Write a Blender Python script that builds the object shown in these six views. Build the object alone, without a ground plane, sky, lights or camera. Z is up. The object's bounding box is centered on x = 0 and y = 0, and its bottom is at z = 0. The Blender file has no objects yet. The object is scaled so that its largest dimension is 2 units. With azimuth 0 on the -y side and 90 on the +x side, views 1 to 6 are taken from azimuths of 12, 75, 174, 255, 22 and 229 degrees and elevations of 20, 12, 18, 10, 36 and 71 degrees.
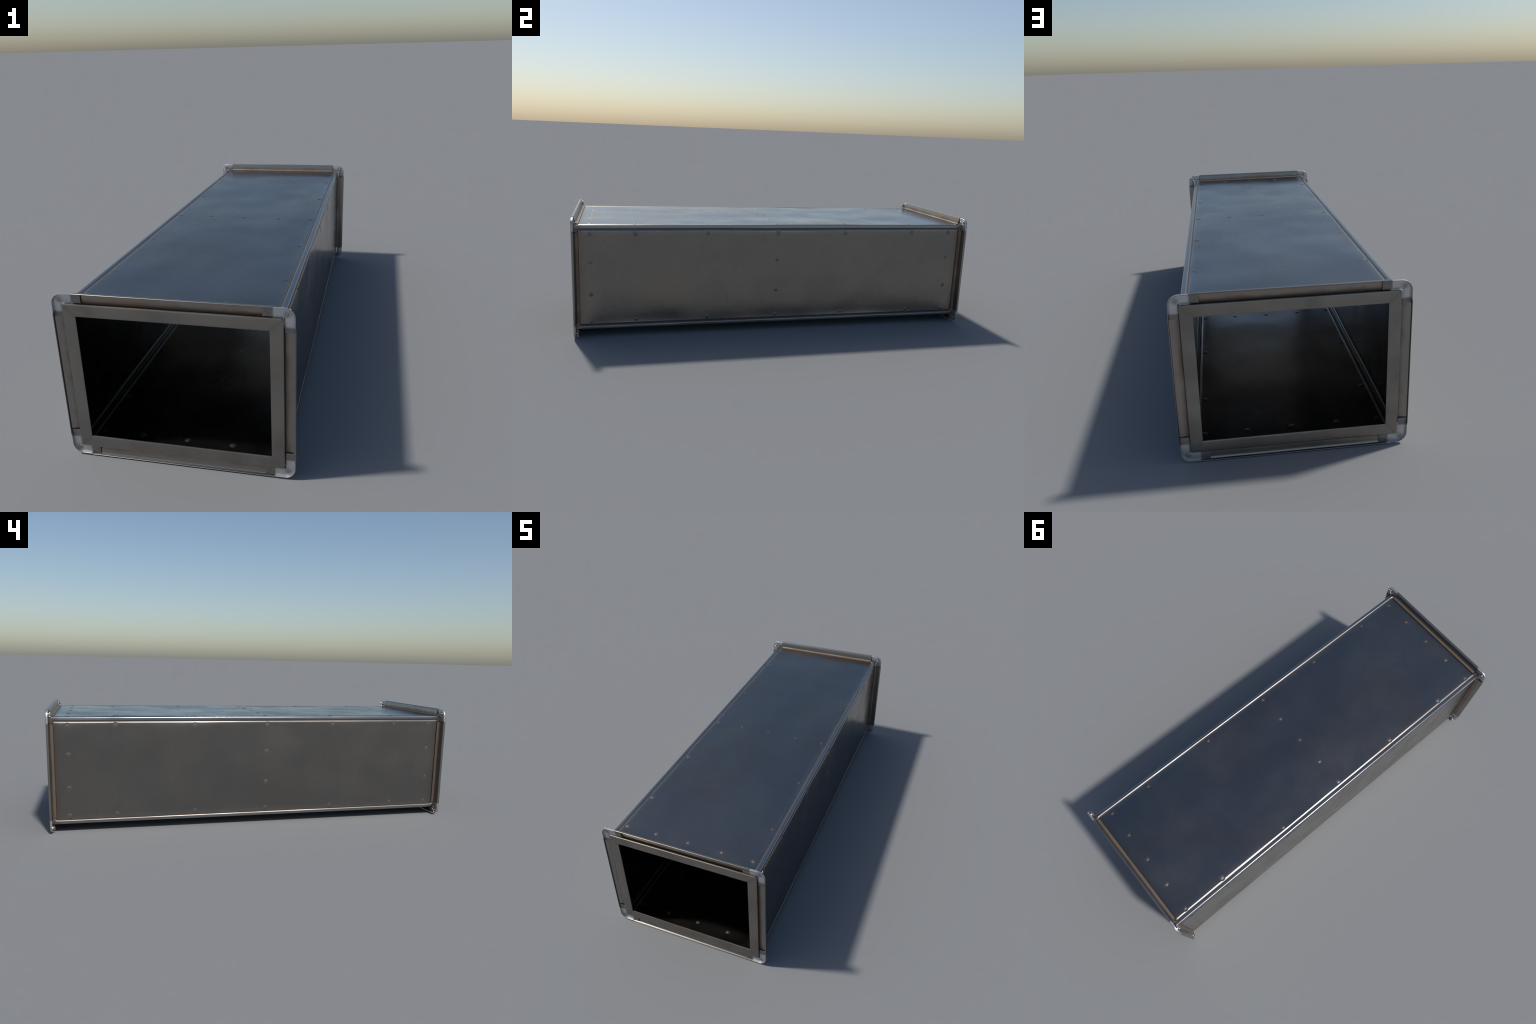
"""Rectangular sheet-metal ventilation duct with flanged ends."""
import bpy, bmesh, math
from mathutils import Vector, noise, Matrix

# ------------------------------------------------------------------ sizes
ZC = 0.285                      # height of the duct axis
HW, HH = 0.3318, 0.2492         # duct outer half width / half height
FW, FH = 0.3332, 0.2507         # end frame outer half width / half height
END = 1.0                       # frame faces lie at y = +-1
DUCT_END = 0.995
SHEET = 0.0026                  # sheet thickness
R_EDGE = 0.0060                 # bend radius of the long edges
GROOVE_IN = 0.0195              # groove centre line, measured in from the edge
GROOVE_OUT, GROOVE_INN = 0.0062, 0.0095   # steep outer bank, gentler inner bank
GROOVE_DEEP = 0.0029
RAIL_HALF = 0.3005              # half length of the horizontal rails
RAIL_HALF_V = 0.2165            # half length of the vertical rails
HOLE_X, HOLE_Z = 0.3426, 0.2625 # corner bolt, from the axis

scene = bpy.context.scene
col = scene.collection


# ------------------------------------------------------------------ helpers
def link(name, mesh, parent=None, mat=None):
    ob = bpy.data.objects.new(name, mesh)
    col.objects.link(ob)
    if parent:
        ob.parent = parent
    if mat and mesh is not None and not mesh.materials:
        mesh.materials.append(mat)
    return ob


def smooth(me, angle=35.0):
    me.polygons.foreach_set("use_smooth", [True] * len(me.polygons))
    me.set_sharp_from_angle(angle=math.radians(angle))
    me.update()


def bevel_mesh(bm, width, segs=2, angle=40.0):
    edges = [e for e in bm.edges if len(e.link_faces) == 2
             and e.calc_face_angle(0) > math.radians(angle)]
    bmesh.ops.bevel(bm, geom=edges, offset=width, segments=segs,
                    affect='EDGES', profile=0.5, clamp_overlap=True)


def sstep(a, b, x):
    t = min(1.0, max(0.0, (x - a) / (b - a)))
    return t * t * (3 - 2 * t)


# ------------------------------------------------------------------ node kit
class Nodes:
    def __init__(self, name):
        self.mat = bpy.data.materials.new(name)
        self.mat.use_nodes = True
        self.nt = self.mat.node_tree
        self.n = self.nt.nodes
        self.n.clear()
        self.out = self.n.new("ShaderNodeOutputMaterial")
        self.bsdf = self.n.new("ShaderNodeBsdfPrincipled")
        self.nt.links.new(self.bsdf.outputs[0], self.out.inputs[0])
        self.tc = self.n.new("ShaderNodeTexCoord")
        self.obj = self.tc.outputs["Object"]

    def put(self, sock, v):
        if isinstance(v, bpy.types.NodeSocket):
            self.nt.links.new(v, sock)
        elif isinstance(v, (tuple, list)) and len(v) == 3 and sock.type == 'RGBA':
            sock.default_value = (*v, 1)
        else:
            sock.default_value = v

    def math(self, op, a, b=0.0, c=0.0):
        m = self.n.new("ShaderNodeMath")
        m.operation = op
        for i, v in enumerate((a, b, c)):
            self.put(m.inputs[i], v)
        return m.outputs[0]

    def xyz(self, vec=None):
        s = self.n.new("ShaderNodeSeparateXYZ")
        self.put(s.inputs[0], vec or self.obj)
        return s.outputs

    def mapping(self, scale=(1, 1, 1), loc=(0, 0, 0), rot=(0, 0, 0)):
        m = self.n.new("ShaderNodeMapping")
        self.put(m.inputs["Vector"], self.obj)
        m.inputs["Scale"].default_value = scale
        m.inputs["Location"].default_value = loc
        m.inputs["Rotation"].default_value = rot
        return m.outputs[0]

    def noise(self, scale, detail=4, rough=0.55, vec=None, dist=0.0):
        t = self.n.new("ShaderNodeTexNoise")
        self.put(t.inputs["Vector"], vec or self.obj)
        t.inputs["Scale"].default_value = scale
        t.inputs["Detail"].default_value = detail
        t.inputs["Roughness"].default_value = rough
        t.inputs["Distortion"].default_value = dist
        return t.outputs["Fac"]

    def ramp(self, x, lo, hi, a=0.0, b=1.0):
        m = self.n.new("ShaderNodeMapRange")
        m.interpolation_type = 'SMOOTHSTEP'
        self.put(m.inputs["Value"], x)
        m.inputs["From Min"].default_value = lo
        m.inputs["From Max"].default_value = hi
        m.inputs["To Min"].default_value = a
        m.inputs["To Max"].default_value = b
        return m.outputs["Result"]

    def mix(self, f, a, b):
        m = self.n.new("ShaderNodeMix")
        m.data_type = 'RGBA'
        self.put(m.inputs[0], f)
        self.put(m.inputs[6], a)
        self.put(m.inputs[7], b)
        return m.outputs[2]

    def bump(self, h, strength, dist=0.001):
        b = self.n.new("ShaderNodeBump")
        b.inputs["Strength"].default_value = strength
        b.inputs["Distance"].default_value = dist
        self.put(b.inputs["Height"], h)
        self.put(self.bsdf.inputs["Normal"], b.outputs[0])

    def set(self, **kw):
        for k, v in kw.items():
            self.put(self.bsdf.inputs[k.replace("_", " ")], v)


def outward(N):
    """distance outside the duct's rectangle: max(|x|-FW, |z-ZC|-FH)"""
    x, y, z = N.xyz()
    dx = N.math('SUBTRACT', N.math('ABSOLUTE', x), FW)
    dz = N.math('SUBTRACT', N.math('ABSOLUTE', N.math('SUBTRACT', z, ZC)), FH)
    return dx, dz, N.math('MAXIMUM', dx, dz), N.math('ABSOLUTE', y)


def sheet_colour(N, tone=1.0, grit=1.0):
    """mottled bare galvanised steel: bluish grey with brownish clouds and specks"""
    cloud = N.noise(3.2, 4, 0.55)
    cloud2 = N.noise(8.0, 3, 0.5, N.mapping(loc=(3.1, 1.7, 0.4)))
    speck = N.noise(210, 2, 0.6)
    grain = N.noise(230, 2, 0.6, N.mapping(scale=(1, 0.8, 1)))
    blue = tuple(tone * v for v in SHEET_BLUE)
    warm = tuple(tone * v for v in SHEET_WARM)
    dark = tuple(tone * 0.74 * v for v in SHEET_BLUE)
    c = N.mix(N.ramp(cloud, 0.34, 0.66), blue, warm)
    patch = N.noise(2.6, 4, 0.6, N.mapping(loc=(1.3, 4.2, 2.2)), 0.6)
    upper = N.ramp(N.xyz(N.obj)[2], 0.505, 0.530, 0.24, 0.70)
    c = N.mix(N.math('MULTIPLY', N.ramp(patch, 0.40, 0.72), upper), c,
              tuple(tone * v for v in (0.292, 0.228, 0.165)))
    c = N.mix(N.math('MULTIPLY', N.ramp(cloud2, 0.38, 0.70), 0.30), c, dark)
    c = N.mix(N.math('MULTIPLY', N.ramp(grain, 0.36, 0.66), 0.46 * grit), c, dark)
    c = N.mix(N.math('MULTIPLY', N.ramp(speck, 0.64, 0.82), 0.16 * grit), c,
              tuple(tone * v for v in (0.17, 0.13, 0.10)))
    return c, cloud, cloud2, grain


SHEET_BLUE = (0.252, 0.243, 0.229)
SHEET_WARM = (0.272, 0.252, 0.228)
RUST = (0.150, 0.100, 0.068)
RUST_DARK = (0.13, 0.075, 0.045)


def mat_sheet():
    N = Nodes("galvanised_sheet")
    c, cloud, cloud2, grain = sheet_colour(N)
    dx, dz, _, ay = outward(N)
    # brown tint baked into the long grooves for the light on their banks
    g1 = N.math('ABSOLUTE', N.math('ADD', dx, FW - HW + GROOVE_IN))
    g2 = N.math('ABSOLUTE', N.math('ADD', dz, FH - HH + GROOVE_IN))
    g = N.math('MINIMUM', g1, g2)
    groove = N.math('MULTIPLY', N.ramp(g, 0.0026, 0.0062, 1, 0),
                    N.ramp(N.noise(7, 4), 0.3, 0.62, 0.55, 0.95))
    # cleaner folded band outside the groove, worn border just inside it
    from_edge = N.math('MULTIPLY', N.math('MAXIMUM', dx, dz), -1.0)
    other = N.math('MULTIPLY', N.math('MINIMUM', dx, dz), -1.0)
    band = N.ramp(other, 0.0125, 0.0165, 1, 0)
    border = N.math('MULTIPLY', N.ramp(other, 0.024, 0.050, 1, 0),
                    N.ramp(N.noise(12, 4), 0.3, 0.65, 0.15, 0.5))
    c = N.mix(border, c, (0.335, 0.335, 0.335))
    c = N.mix(N.math('MULTIPLY', band, 0.85), c, (0.335, 0.345, 0.355))
    lip = N.math('MULTIPLY', N.ramp(g, 0.0035, 0.0060), N.ramp(g, 0.0078, 0.0095, 1, 0))
    c = N.mix(N.math('MULTIPLY', lip, 0.40), c, (0.34, 0.315, 0.29))  # groove edges lightened to tan: painted sun catching the bank
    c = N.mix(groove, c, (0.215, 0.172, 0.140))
    crease = N.ramp(g, 0.0008, 0.0034, 0.85, 0)  # shade on the groove's turned-away bank, drawn as a dark line
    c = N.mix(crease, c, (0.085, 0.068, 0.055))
    # brown fade on the sheet towards the end collars
    y_n = N.math('ADD', ay, N.math('MULTIPLY', N.noise(16, 4), 0.035))
    end_brown = N.math('MULTIPLY', N.ramp(y_n, 0.955, 0.990), 0.6)
    c = N.mix(end_brown, c, (0.225, 0.165, 0.125))
    rough = N.math('ADD', N.math('ADD', N.ramp(cloud2, 0.32, 0.68, 0.150, 0.215), N.ramp(cloud, 0.32, 0.68, 0.0, 0.05)),
                   N.math('MULTIPLY', grain, 0.05))
    rough = N.math('ADD', rough, N.math('MULTIPLY', groove, 0.27))
    N.set(Base_Color=c, Roughness=rough,
          Metallic=N.math('SUBTRACT', 1.0, N.math('MULTIPLY', groove, 0.38)))
    N.bump(N.noise(22, 3, 0.55), 0.07, 0.002)
    return N.mat


def mat_rivet():
    """same sheet colour (taken at the rivet's place), with a darker ring fading out"""
    N = Nodes("rivet_steel")
    x, y, z = N.xyz()
    r = N.math('SQRT', N.math('ADD', N.math('MULTIPLY', x, x), N.math('MULTIPLY', y, y)))
    N.obj = N.n.new("ShaderNodeNewGeometry").outputs["Position"]
    c, cloud, cloud2, grain = sheet_colour(N)
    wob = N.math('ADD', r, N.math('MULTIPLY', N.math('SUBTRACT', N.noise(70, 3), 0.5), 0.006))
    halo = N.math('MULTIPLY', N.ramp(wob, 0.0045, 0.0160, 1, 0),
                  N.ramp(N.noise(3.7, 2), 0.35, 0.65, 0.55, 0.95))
    halo = N.math('MULTIPLY', halo, N.ramp(N.xyz(N.obj)[0], -0.32, 0.30, 0.4, 1.0))  # painted smudge kept weaker on the sunlit -x side
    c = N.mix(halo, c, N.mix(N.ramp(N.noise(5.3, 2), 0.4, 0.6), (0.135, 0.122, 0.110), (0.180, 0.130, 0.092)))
    c = N.mix(N.ramp(r, 0.0015, 0.0045, 0.35, 0), c, (0.26, 0.245, 0.225))
    N.set(Base_Color=c, Metallic=1.0, Roughness=N.ramp(r, 0.006, 0.016, 0.46, 0.21))
    return N.mat


def mat_rail():
    N = Nodes("rail_steel")
    c, cloud, cloud2, grain = sheet_colour(N, 1.25, 0.35)
    dx, dz, r, ay = outward(N)
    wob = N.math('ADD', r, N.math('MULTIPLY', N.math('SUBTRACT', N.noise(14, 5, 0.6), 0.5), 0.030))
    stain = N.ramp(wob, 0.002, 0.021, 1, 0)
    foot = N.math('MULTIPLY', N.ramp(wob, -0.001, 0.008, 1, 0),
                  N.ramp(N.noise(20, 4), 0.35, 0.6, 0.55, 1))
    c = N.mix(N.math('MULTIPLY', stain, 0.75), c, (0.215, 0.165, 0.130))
    c = N.mix(N.math('MULTIPLY', foot, 0.75), c, RUST)
    rough = N.ramp(stain, 0, 1, 0.30, 0.46)
    N.set(Base_Color=c, Roughness=rough,
          Metallic=N.math('SUBTRACT', 1.0, N.math('MULTIPLY', foot, 0.55)))
    N.bump(N.noise(40, 4, 0.6), 0.08, 0.002)
    return N.mat


def mat_frame():
    N = Nodes("frame_steel")
    c, cloud, cloud2, grain = sheet_colour(N, 1.14, 0.35)
    dx, dz, r, ay = outward(N)
    mitre = N.math('ABSOLUTE', N.math('SUBTRACT', dx, dz))
    c = N.mix(N.math('MULTIPLY', N.ramp(mitre, 0.0, 0.014, 1, 0), 0.30), c, (0.17, 0.15, 0.13))  # ambient occlusion at the mitres, darkened into the base colour
    c = N.mix(N.math('MULTIPLY', N.ramp(N.noise(7, 4, 0.6, N.mapping(loc=(5, 2, 1))), 0.42, 0.66), 0.6),
              c, (0.215, 0.190, 0.170))
    N.set(Base_Color=c, Metallic=1.0, Roughness=N.ramp(cloud2, 0.3, 0.7, 0.36, 0.46))
    N.bump(N.noise(35, 4, 0.6), 0.06, 0.002)
    return N.mat


def mat_bracket():
    N = Nodes("bracket_zinc")
    x, y, z = N.xyz()
    ax, az = N.math('ABSOLUTE', x), N.math('ABSOLUTE', z)
    arm = N.math('MAXIMUM', ax, az)
    r = N.math('SQRT', N.math('ADD', N.math('MULTIPLY', x, x), N.math('MULTIPLY', z, z)))
    n1 = N.noise(45, 4, 0.6)
    tail = N.ramp(N.math('ADD', arm, N.math('MULTIPLY', n1, 0.006)), 0.038, 0.047)
    halo = N.ramp(r, 0.006, 0.017, 0.55, 0)
    c = N.mix(N.ramp(N.noise(22, 3), 0.35, 0.65), (0.54, 0.547, 0.56), (0.61, 0.615, 0.622))
    c = N.mix(halo, c, (0.33, 0.31, 0.30))
    px, py, pz = N.xyz(N.n.new("ShaderNodeNewGeometry").outputs["Position"])
    inx = N.math('SUBTRACT', N.math('ABSOLUTE', px), 0.3361)
    inz = N.math('SUBTRACT', N.math('ABSOLUTE', N.math('SUBTRACT', pz, ZC)), 0.2530)
    inn = N.math('ADD', N.math('MAXIMUM', inx, inz), N.math('MULTIPLY', n1, 0.006))
    c = N.mix(N.ramp(inn, 0.001, 0.012, 0.55, 0), c, (0.34, 0.315, 0.30))
    rim = N.math('SUBTRACT', N.math('ABSOLUTE', py), 0.9942)
    c = N.mix(N.ramp(rim, 0.0, 0.002, 0, 0.7), c, (0.33, 0.29, 0.265))
    c = N.mix(tail, c, N.mix(N.ramp(n1, 0.4, 0.62), (0.265, 0.252, 0.252), (0.235, 0.208, 0.192)))  # arm ends coloured dark for the shade under the rail lip
    N.set(Base_Color=c, Metallic=0.9, Roughness=N.ramp(tail, 0, 1, 0.46, 0.50))
    N.bump(N.noise(60, 3), 0.05, 0.002)
    return N.mat


def mat_bolt():
    N = Nodes("bolt_steel")
    c = N.mix(N.ramp(N.noise(300, 3), 0.4, 0.6), (0.55, 0.53, 0.51), (0.36, 0.30, 0.26))
    N.set(Base_Color=c, Metallic=1.0, Roughness=0.28)
    return N.mat


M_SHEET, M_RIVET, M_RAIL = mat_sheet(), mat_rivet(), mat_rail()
M_FRAME, M_BRACKET, M_BOLT = mat_frame(), mat_bracket(), mat_bolt()

# ------------------------------------------------------------------ root
root = bpy.data.objects.new("ventilation_duct", None)
root.empty_display_size = 0.2
col.objects.link(root)
root["label"] = "long rectangular grey galvanised steel air duct with flanged ends"
root["category"] = "air duct"


# ------------------------------------------------------------------ duct body
def groove_depth(a, y, half):
    """depth of the pressed groove at lateral position a, length y, on a face
    of the given half width; a rounded rectangle that runs all round the panel"""
    hx, hy, rr = half - GROOVE_IN, 0.9775, 0.012
    qx, qy = abs(a) - (hx - rr), abs(y) - (hy - rr)
    d = math.hypot(max(qx, 0), max(qy, 0)) + min(max(qx, qy), 0) - rr
    t = d / GROOVE_OUT if d > 0 else -d / GROOVE_INN
    g = GROOVE_DEEP * (0.5 + 0.5 * math.cos(math.pi * t)) if t < 1 else 0.0
    if abs(y) > 0.972:                       # the ends lie flat under the collar
        g += 0.0012 * sstep(0.9715, 0.9735, abs(y)) * sstep(half - 0.03, half - 0.04, abs(a))
    return g


def undulate(a, y, face, half):
    """slight oil-canning of the thin sheet, none at the long edges"""
    w = sstep(half - 0.004, half - 0.045, abs(a)) * sstep(0.99, 0.90, abs(y))
    w2 = sstep(half - 0.002, half - 0.03, abs(a)) * sstep(0.99, 0.95, abs(y))
    p = Vector((a * 2.6, y * 2.1, face * 7.3 + 2.0))
    q = Vector((a * 7.0, y * 5.5, face * 3.1 + 9.0))
    return 0.0046 * w * noise.noise(p) + 0.0017 * w2 * noise.noise(q)


def face_offset(a, y, face, half):
    return undulate(a, y, face, half) - groove_depth(a, y, half)


FACES = [  # name, half width, distance from axis, tangent, normal
    (0, HW, HH, Vector((1, 0, 0)), Vector((0, 0, 1))),
    (1, HH, HW, Vector((0, 0, -1)), Vector((1, 0, 0))),
    (2, HW, HH, Vector((-1, 0, 0)), Vector((0, 0, -1))),
    (3, HH, HW, Vector((0, 0, 1)), Vector((-1, 0, 0))),
]


def lateral_positions(half):
    """fine rows over the groove, coarse ones over the panel"""
    pos = []
    s = R_EDGE
    while s < 0.032:
        pos.append(half - s)
        s += 0.0011
    inner = half - 0.032
    n = int(inner * 2 / 0.014)
    mid = [inner - 2 * inner * i / n for i in range(n + 1)]
    return [-v for v in pos] + [-v for v in mid] + list(reversed(pos))


def length_positions():
    ys = [-DUCT_END]
    v = -DUCT_END
    while v < DUCT_END - 1e-6:
        step = 0.0014 if abs(v + 0.0007) > 0.958 else 0.0135
        v = min(DUCT_END, v + step)
        ys.append(v)
    return ys


def build_body():
    ys = length_positions()
    verts, faces, tags = [], [], []
    outline = []                           # (face, lateral, kind, angle)
    for f, half, dist, tan, nor in FACES:
        for a in lateral_positions(half):
            outline.append((f, a, None))
        for k in range(1, 6):              # bend to the next face
            outline.append((f, half, k / 6 * math.pi / 2))
    M = len(outline)

    def point(entry, y, inset):
        f, a, ang = entry
        _, half, dist, tan, nor = FACES[f]
        if ang is None:
            off = face_offset(a, y, f, half)
            if inset:                      # the pressed groove stands out as a ridge inside
                off -= 0.8 * groove_depth(a, y, half)
            p = tan * a + nor * (dist + off - inset)
        else:
            c = tan * (half - R_EDGE) + nor * (dist - R_EDGE)
            r = R_EDGE - inset
            p = c + (nor * math.cos(ang) + tan * math.sin(ang)) * r
        return (p.x, y, p.z + ZC)

    for inset in (0.0, SHEET):
        for y in ys:
            for e in outline:
                verts.append(point(e, y, inset))
    NY = len(ys)
    base = NY * M
    for j in range(NY - 1):
        for i in range(M):
            k = (i + 1) % M
            a, b, c, d = j * M + i, j * M + k, (j + 1) * M + k, (j + 1) * M + i
            f, _, ang = outline[i]
            owner = f if (ang is None or ang < math.pi / 4 - 0.01) else (f + 1) % 4
            faces.append((a, b, c, d)); tags.append(owner)
            faces.append((base + d, base + c, base + b, base + a)); tags.append(owner)
    for j, flip in ((0, False), (NY - 1, True)):
        for i in range(M):
            k = (i + 1) % M
            q = (j * M + k, j * M + i, base + j * M + i, base + j * M + k)
            f, _, ang = outline[i]
            owner = f if (ang is None or ang < math.pi / 4 - 0.01) else (f + 1) % 4
            faces.append(tuple(reversed(q)) if flip else q); tags.append(owner)

    whole = bpy.data.meshes.new("whole")
    whole.from_pydata(verts, [], faces)
    whole.update()
    normals = [v.normal.copy() for v in whole.vertices]
    # make sure the outer skin points outward
    mid = whole.vertices[(NY // 2) * M + M // 8]
    flip = normals[mid.index].dot(Vector((mid.co.x, 0, mid.co.z - ZC))) < 0
    if flip:
        faces = [tuple(reversed(q)) for q in faces]
        normals = [-n for n in normals]
    bpy.data.meshes.remove(whole)

    panels = []
    for f in range(4):
        remap, vs, fs, ns = {}, [], [], []
        for q, t in zip(faces, tags):
            if t != f:
                continue
            row = []
            for i in q:
                if i not in remap:
                    remap[i] = len(vs)
                    vs.append(verts[i]); ns.append(normals[i])
                row.append(remap[i])
            fs.append(row)
        me = bpy.data.meshes.new("duct_panel")
        me.from_pydata(vs, [], fs)
        me.polygons.foreach_set("use_smooth", [True] * len(fs))
        me.update()
        me.normals_split_custom_set_from_vertices(ns)
        panels.append(link("duct_panel", me, root, M_SHEET))
    return panels


panels = build_body()


# ------------------------------------------------------------------ spot rivets
def rivet_mesh():
    """low double dome, pressed through the sheet, with a soft flared skirt"""
    bm = bmesh.new()
    segs = 20
    prof = [(0.0, 1), (0.0018, 1), (0.0034, 1), (0.0048, 1), (0.006, 1), (0.0075, 1), (0.0095, 1), (0.0125, 1), (0.0165, 1)]
    rows = []
    for side in (1, -1):
        for r, _ in (prof if side == 1 else reversed(prof)):
            h = 0.0017 * math.exp(-(r / 0.0066) ** 1.8) - 0.0002 * (r / 0.0165) ** 2
            z = h if side == 1 else -SHEET - h
            if r == 0:
                rows.append([bm.verts.new((0, 0, z))])
            else:
                rows.append([bm.verts.new((r * math.cos(2 * math.pi * k / segs),
                                           r * math.sin(2 * math.pi * k / segs), z)) for k in range(segs)])
    for a, b in zip(rows, rows[1:]):
        for k in range(segs):
            m = (k + 1) % segs
            if len(a) == 1:
                bm.faces.new((a[0], b[k], b[m]))
            elif len(b) == 1:
                bm.faces.new((a[k], b[0], a[m]))
            else:
                bm.faces.new((a[k], b[k], b[m], a[m]))
    bmesh.ops.recalc_face_normals(bm, faces=bm.faces)
    me = bpy.data.meshes.new("rivet")
    bm.to_mesh(me); bm.free()
    smooth(me, 60)
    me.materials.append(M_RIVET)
    return me


RIVET = rivet_mesh()
END_ROWS = (-0.921, 0.911)
SIDE_ROWS = (-0.718, -0.377, 0.327, 0.697)
MID_ROW = -0.029


def add_rivet(face, a, y, k):
    _, half, dist, tan, nor = FACES[face]
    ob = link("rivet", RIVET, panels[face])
    j = noise.noise(Vector((k * 1.37, face * 5.1, 0.3)))
    a += 0.003 * j
    y += 0.003 * noise.noise(Vector((k * 2.11, face * 3.7, 4.3)))
    off = undulate(a, y, face, half)
    p = tan * a + nor * (dist + off)
    e = 0.006                              # lie along the local slope
    da = (undulate(a + e, y, face, half) - undulate(a - e, y, face, half)) / (2 * e)
    dy = (undulate(a, y + e, face, half) - undulate(a, y - e, face, half)) / (2 * e)
    zax = (nor - tan * da - Vector((0, 1, 0)) * dy).normalized()
    xax = (tan - zax * tan.dot(zax)).normalized()
    yax = zax.cross(xax)
    m = Matrix((xax, yax, zax)).transposed().to_4x4()
    m.translation = Vector((p.x, y, p.z + ZC))
    s = 1.0 + 0.15 * noise.noise(Vector((k * 0.77, face * 1.9, 8.1)))
    ob.matrix_local = m @ Matrix.Diagonal((s, s, 0.62 if face == 3 else 1.0, 1.0))


for f, half, *_ in FACES:
    edge = half - 0.041
    cols = [-edge, edge]
    inner = [-0.151, 0.0, 0.151] if half > 0.3 else [-0.077, 0.077]
    k = 0
    for y in END_ROWS:
        for a in cols + inner:
            add_rivet(f, a, y, k); k += 1
    for y in SIDE_ROWS + (MID_ROW,):
        for a in cols:
            add_rivet(f, a, y, k); k += 1
    for a in inner:
        add_rivet(f, a, MID_ROW, k); k += 1


# ------------------------------------------------------------------ end frames
def ring_points(hx, hz, r, n=6):
    pts = []
    for sx, sz, a0 in ((1, 1, 0), (-1, 1, 90), (-1, -1, 180), (1, -1, 270)):
        cx, cz = sx * (hx - r), sz * (hz - r)
        for k in range(n + 1):
            a = math.radians(a0 + 90 * k / n)
            pts.append((cx + r * math.cos(a), cz + r * math.sin(a)))
    return pts


FRAME_PROFILE = [  # (inset from outer edge, depth behind the end plane)
    (0.0000, 0.0062), (0.0000, 0.0024), (0.0006, 0.0009), (0.0020, 0.0002), (0.0050, 0.0),
    (0.0180, 0.0000), (0.0330, 0.0003), (0.0385, 0.0006), (0.0396, 0.0013), (0.0398, 0.0040),
    (0.0390, 0.0050), (0.0030, 0.0070),
]


def end_frame(side):
    bm = bmesh.new()
    rings = []
    for o, d in FRAME_PROFILE:
        r = max(0.0004, 0.0075 - o)
        rings.append([bm.verts.new((x, side * (END - d), z + ZC))
                      for x, z in ring_points(FW - o, FH - o, r)])
    n = len(rings[0])
    for a, b in zip(rings, rings[1:] + rings[:1]):
        for k in range(n):
            m = (k + 1) % n
            bm.faces.new((a[k], a[m], b[m], b[k]))
    bmesh.ops.recalc_face_normals(bm, faces=bm.faces)
    me = bpy.data.meshes.new("end_frame")
    bm.to_mesh(me); bm.free()
    smooth(me, 40)
    return link("end_frame", me, root, M_FRAME)


# ------------------------------------------------------------------ flange rails
RAIL_PROFILE = [  # (outward from the duct, depth behind the end plane)
    (0.0000, 0.0290), (0.0011, 0.0284), (0.0014, 0.0200), (0.0024, 0.0172), (0.0050, 0.0155),
    (0.0090, 0.0146), (0.0160, 0.0136), (0.0240, 0.0123), (0.0300, 0.0110),
    (0.0330, 0.0100), (0.0343, 0.0084), (0.0343, 0.0014), (0.0340, 0.0006), (0.0332, 0.0002),
    (0.0324, 0.0006), (0.0321, 0.0014), (0.0321, 0.0080), (0.0312, 0.0089),
    (0.0230, 0.0100), (0.0150, 0.0110), (0.0080, 0.0119), (0.0040, 0.0125), (0.0008, 0.0128),
    (0.0000, 0.0134), (-0.0022, 0.0140), (-0.0022, 0.0288),
]


def flange_rail(side, axis, sgn):
    """rolled rail along one edge; slight bow and dents along its length"""
    half = RAIL_HALF if axis == 'x' else RAIL_HALF_V
    base = FH if axis == 'x' else FW
    bm = bmesh.new()
    n = 40
    rows = []
    for i in range(n + 1):
        t = -half + 2 * half * i / n
        dent = 0.0005 * noise.noise(Vector((t * 9, sgn * 3.3 + (7 if axis == 'x' else 1), side * 2.0)))
        row = []
        for r, d in RAIL_PROFILE:
            w = sstep(0.006, 0.02, r)
            rr = base + r
            dd = d + dent * w * (1 if 0.003 < d else 0.4) + 0.0003 * w
            y = side * (END - dd)
            row.append(bm.verts.new((t, y, ZC + sgn * rr) if axis == 'x' else (sgn * rr, y, ZC + t)))
        rows.append(row)
    m = len(RAIL_PROFILE)
    for a, b in zip(rows, rows[1:]):
        for k in range(m):
            l = (k + 1) % m
            bm.faces.new((a[k], a[l], b[l], b[k]))
    bm.faces.new(rows[0]); bm.faces.new(list(reversed(rows[-1])))
    bmesh.ops.recalc_face_normals(bm, faces=bm.faces)
    me = bpy.data.meshes.new("flange_rail")
    bm.to_mesh(me); bm.free()
    smooth(me, 50)
    return link("flange_rail", me, root, M_RAIL)


# ------------------------------------------------------------------ corner brackets
BX, BZ = 0.3656, 0.2826         # bracket outer half width / half height
IX, IZ = 0.3361, 0.2530         # bracket inner edges
ARM_X = 0.2730                  # end of the horizontal arm
ARM_Z_TOP, ARM_Z_LOW = 0.2055, 0.1970
B_FRONT, B_BACK = 0.0066, 0.0093
RIM = 0.0022


def corner_arc(ox, oz, R, n=14):
    return [(ox - R + R * math.cos(math.radians(90 - 90 * k / n)),
             oz - R + R * math.sin(math.radians(90 - 90 * k / n))) for k in range(n + 1)]


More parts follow.
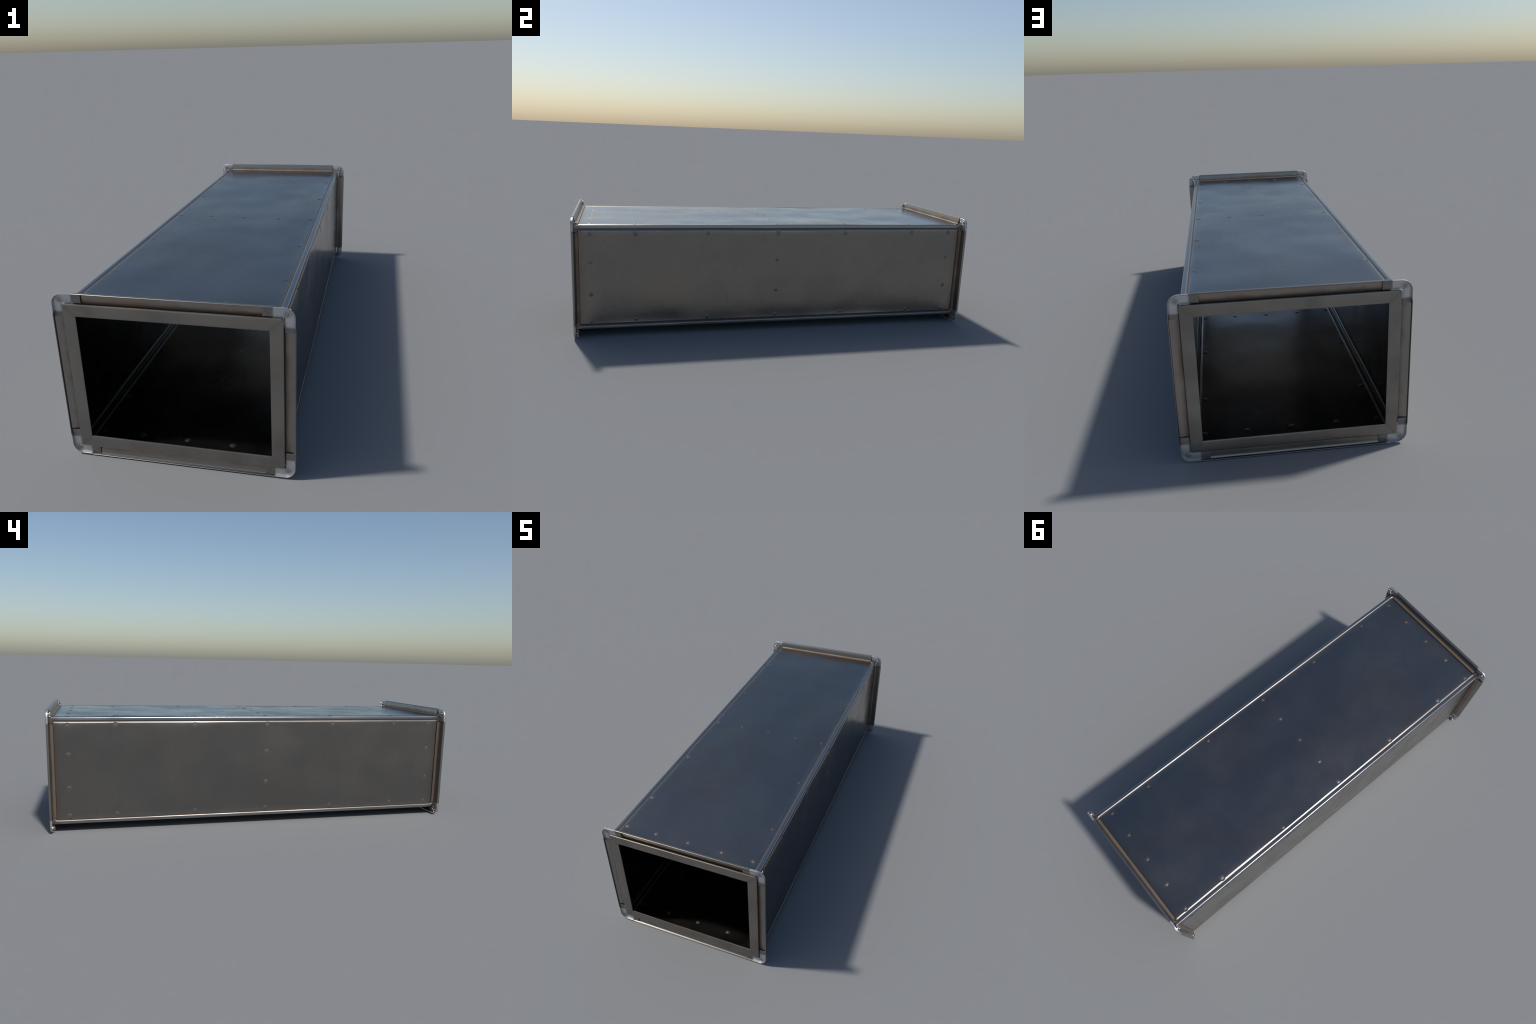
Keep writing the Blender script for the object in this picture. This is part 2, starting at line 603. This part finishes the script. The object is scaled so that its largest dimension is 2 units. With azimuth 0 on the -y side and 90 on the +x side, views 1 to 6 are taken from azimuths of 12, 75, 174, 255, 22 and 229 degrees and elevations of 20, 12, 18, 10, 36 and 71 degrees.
def corner_bracket(side, sx, sz):
    """recessed L-shaped plate with a raised rim round its outer corner,
    built around its bolt hole"""
    arm_z = ARM_Z_TOP if sz > 0 else ARM_Z_LOW
    R, r, ins = 0.034, 0.003, 0.0010
    pts = [(ARM_X, BZ - ins)] + corner_arc(BX - ins, BZ - ins, R - ins) + [(BX - ins, arm_z), (IX, arm_z)]
    pts += [(IX - r + r * math.cos(math.radians(90 * k / 4)),
             IZ - r + r * math.sin(math.radians(90 * k / 4))) for k in range(5)]
    pts.append((ARM_X, IZ))
    local = lambda x, d, z: (sx * (x - HOLE_X), side * (B_FRONT - d), sz * (z - HOLE_Z))
    bm = bmesh.new()
    front = [bm.verts.new(local(x, B_FRONT, z)) for x, z in pts]
    back = [bm.verts.new(local(x, B_BACK, z)) for x, z in pts]
    bm.faces.new(front); bm.faces.new(list(reversed(back)))
    n = len(front)
    for k in range(n):
        l = (k + 1) % n
        bm.faces.new((front[k], back[k], back[l], front[l]))
    bmesh.ops.recalc_face_normals(bm, faces=bm.faces)
    bevel_mesh(bm, 0.0007, 2, 60)
    # rim: small rounded section swept round the corner
    section = [(0.0016, 0.0100), (0.0007, 0.0097), (0.0001, 0.0090), (0.0, 0.0070), (0.0, 0.0014),
               (0.0003, 0.0006), (0.0010, 0.0003), (0.0018, 0.0007), (RIM, 0.0015),
               (RIM + 0.0001, 0.0060), (RIM + 0.0002, 0.0094)]
    rows = []
    for o, d in section:
        path = [(RAIL_HALF + 0.0006, BZ - o)] + corner_arc(BX - o, BZ - o, R - o) + \
               [(BX - o, RAIL_HALF_V + 0.0006)]
        rows.append([bm.verts.new(local(x, d, z)) for x, z in path])
    new = []
    for a, b in zip(rows, rows[1:] + rows[:1]):
        for k in range(len(a) - 1):
            new.append(bm.faces.new((a[k], a[k + 1], b[k + 1], b[k])))
    new.append(bm.faces.new([q[0] for q in rows]))
    new.append(bm.faces.new([q[-1] for q in reversed(rows)]))
    bmesh.ops.recalc_face_normals(bm, faces=new)
    me = bpy.data.meshes.new("corner_bracket")
    bm.to_mesh(me); bm.free()
    smooth(me, 40)
    ob = link("corner_bracket", me, root, M_BRACKET)
    ob.location = (sx * HOLE_X, side * (END - B_FRONT), ZC + sz * HOLE_Z)
    return ob


# ------------------------------------------------------------------ bolts and wing nuts
def lathe(bm, prof, segs=20):
    """revolve (radius, y) pairs about the y axis"""
    rows = []
    for r, y in prof:
        if r == 0:
            rows.append([bm.verts.new((0, y, 0))])
        else:
            rows.append([bm.verts.new((r * math.cos(2 * math.pi * k / segs), y,
                                       r * math.sin(2 * math.pi * k / segs))) for k in range(segs)])
    for a, b in zip(rows, rows[1:]):
        for k in range(segs):
            m = (k + 1) % segs
            if len(a) == 1:
                bm.faces.new((a[0], b[k], b[m]))
            elif len(b) == 1:
                bm.faces.new((a[k], b[0], a[m]))
            else:
                bm.faces.new((a[k], b[k], b[m], a[m]))


def bolt_mesh():
    """flush round bolt end with a ring groove; front face looks to +y"""
    bm = bmesh.new()
    lathe(bm, [(0, 0.0005), (0.0035, 0.0005), (0.0041, 0.0002), (0.0044, -0.0003), (0.0047, -0.0003),
               (0.0050, 0.0003), (0.0055, 0.0005), (0.0061, 0.0003), (0.0066, -0.0004), (0.0066, -0.002), (0, -0.002)])
    bmesh.ops.recalc_face_normals(bm, faces=bm.faces)
    me = bpy.data.meshes.new("bolt")
    bm.to_mesh(me); bm.free()
    smooth(me, 35)
    me.materials.append(M_BOLT_END)
    return me


def wing_nut_mesh():
    """washer, conical hub, threaded stub and two wings; grows towards -y"""
    bm = bmesh.new()
    t = B_BACK - B_FRONT
    lathe(bm, [(0, -t + 0.001), (0.0092, -t + 0.001), (0.0096, -t - 0.0005), (0.0092, -t - 0.0014), (0.0064, -t - 0.0014),
               (0.0062, -t - 0.003), (0.0050, -t - 0.0088), (0.0044, -t - 0.0094), (0.0030, -t - 0.0094),
               (0.0030, -t - 0.0125), (0.0024, -t - 0.0132), (0, -t - 0.0132)])
    for s in (1, -1):
        m = Matrix.Translation((s * 0.0105, -t - 0.0078, 0)) @ \
            Matrix.Rotation(s * math.radians(-32), 4, 'Z') @ Matrix.Diagonal((0.0068, 0.0042, 0.0016, 1))
        bmesh.ops.create_uvsphere(bm, u_segments=14, v_segments=8, radius=1.0, matrix=m)
    bmesh.ops.recalc_face_normals(bm, faces=bm.faces)
    me = bpy.data.meshes.new("wing_nut")
    bm.to_mesh(me); bm.free()
    smooth(me, 40)
    me.materials.append(M_BOLT)
    return me


def mat_bolt_end():
    N = Nodes("bolt_end_steel")
    x, y, z = N.xyz()
    r = N.math('SQRT', N.math('ADD', N.math('MULTIPLY', x, x), N.math('MULTIPLY', z, z)))
    ring = N.math('MULTIPLY', N.ramp(r, 0.0036, 0.0042), N.ramp(r, 0.0050, 0.0058, 1, 0))
    c = N.mix(ring, (0.40, 0.385, 0.38), (0.10, 0.09, 0.085))
    N.set(Base_Color=c, Metallic=0.9, Roughness=0.4)
    return N.mat


M_BOLT_END = mat_bolt_end()
BOLT, WING = bolt_mesh(), wing_nut_mesh()

idx = 0
for side in (-1, 1):
    end_frame(side)
    for sgn in (1, -1):
        flange_rail(side, 'x', sgn)
        flange_rail(side, 'z', sgn)
    for sx in (1, -1):
        for sz in (1, -1):
            br = corner_bracket(side, sx, sz)
            b = link("bolt", BOLT, br)
            w = link("wing_nut", WING, br)
            turn = 0.0 if side > 0 else math.pi
            b.rotation_euler = (0, 0, turn)
            # wings lie roughly across the corner, each turned a bit differently
            spin = math.radians(sx * sz * 40 + 35 * noise.noise(Vector((idx * 3.3, 1.7, 0.2))))
            w.rotation_euler = (Matrix.Rotation(turn, 4, 'Z') @ Matrix.Rotation(spin, 4, 'Y')).to_euler()
            idx += 1
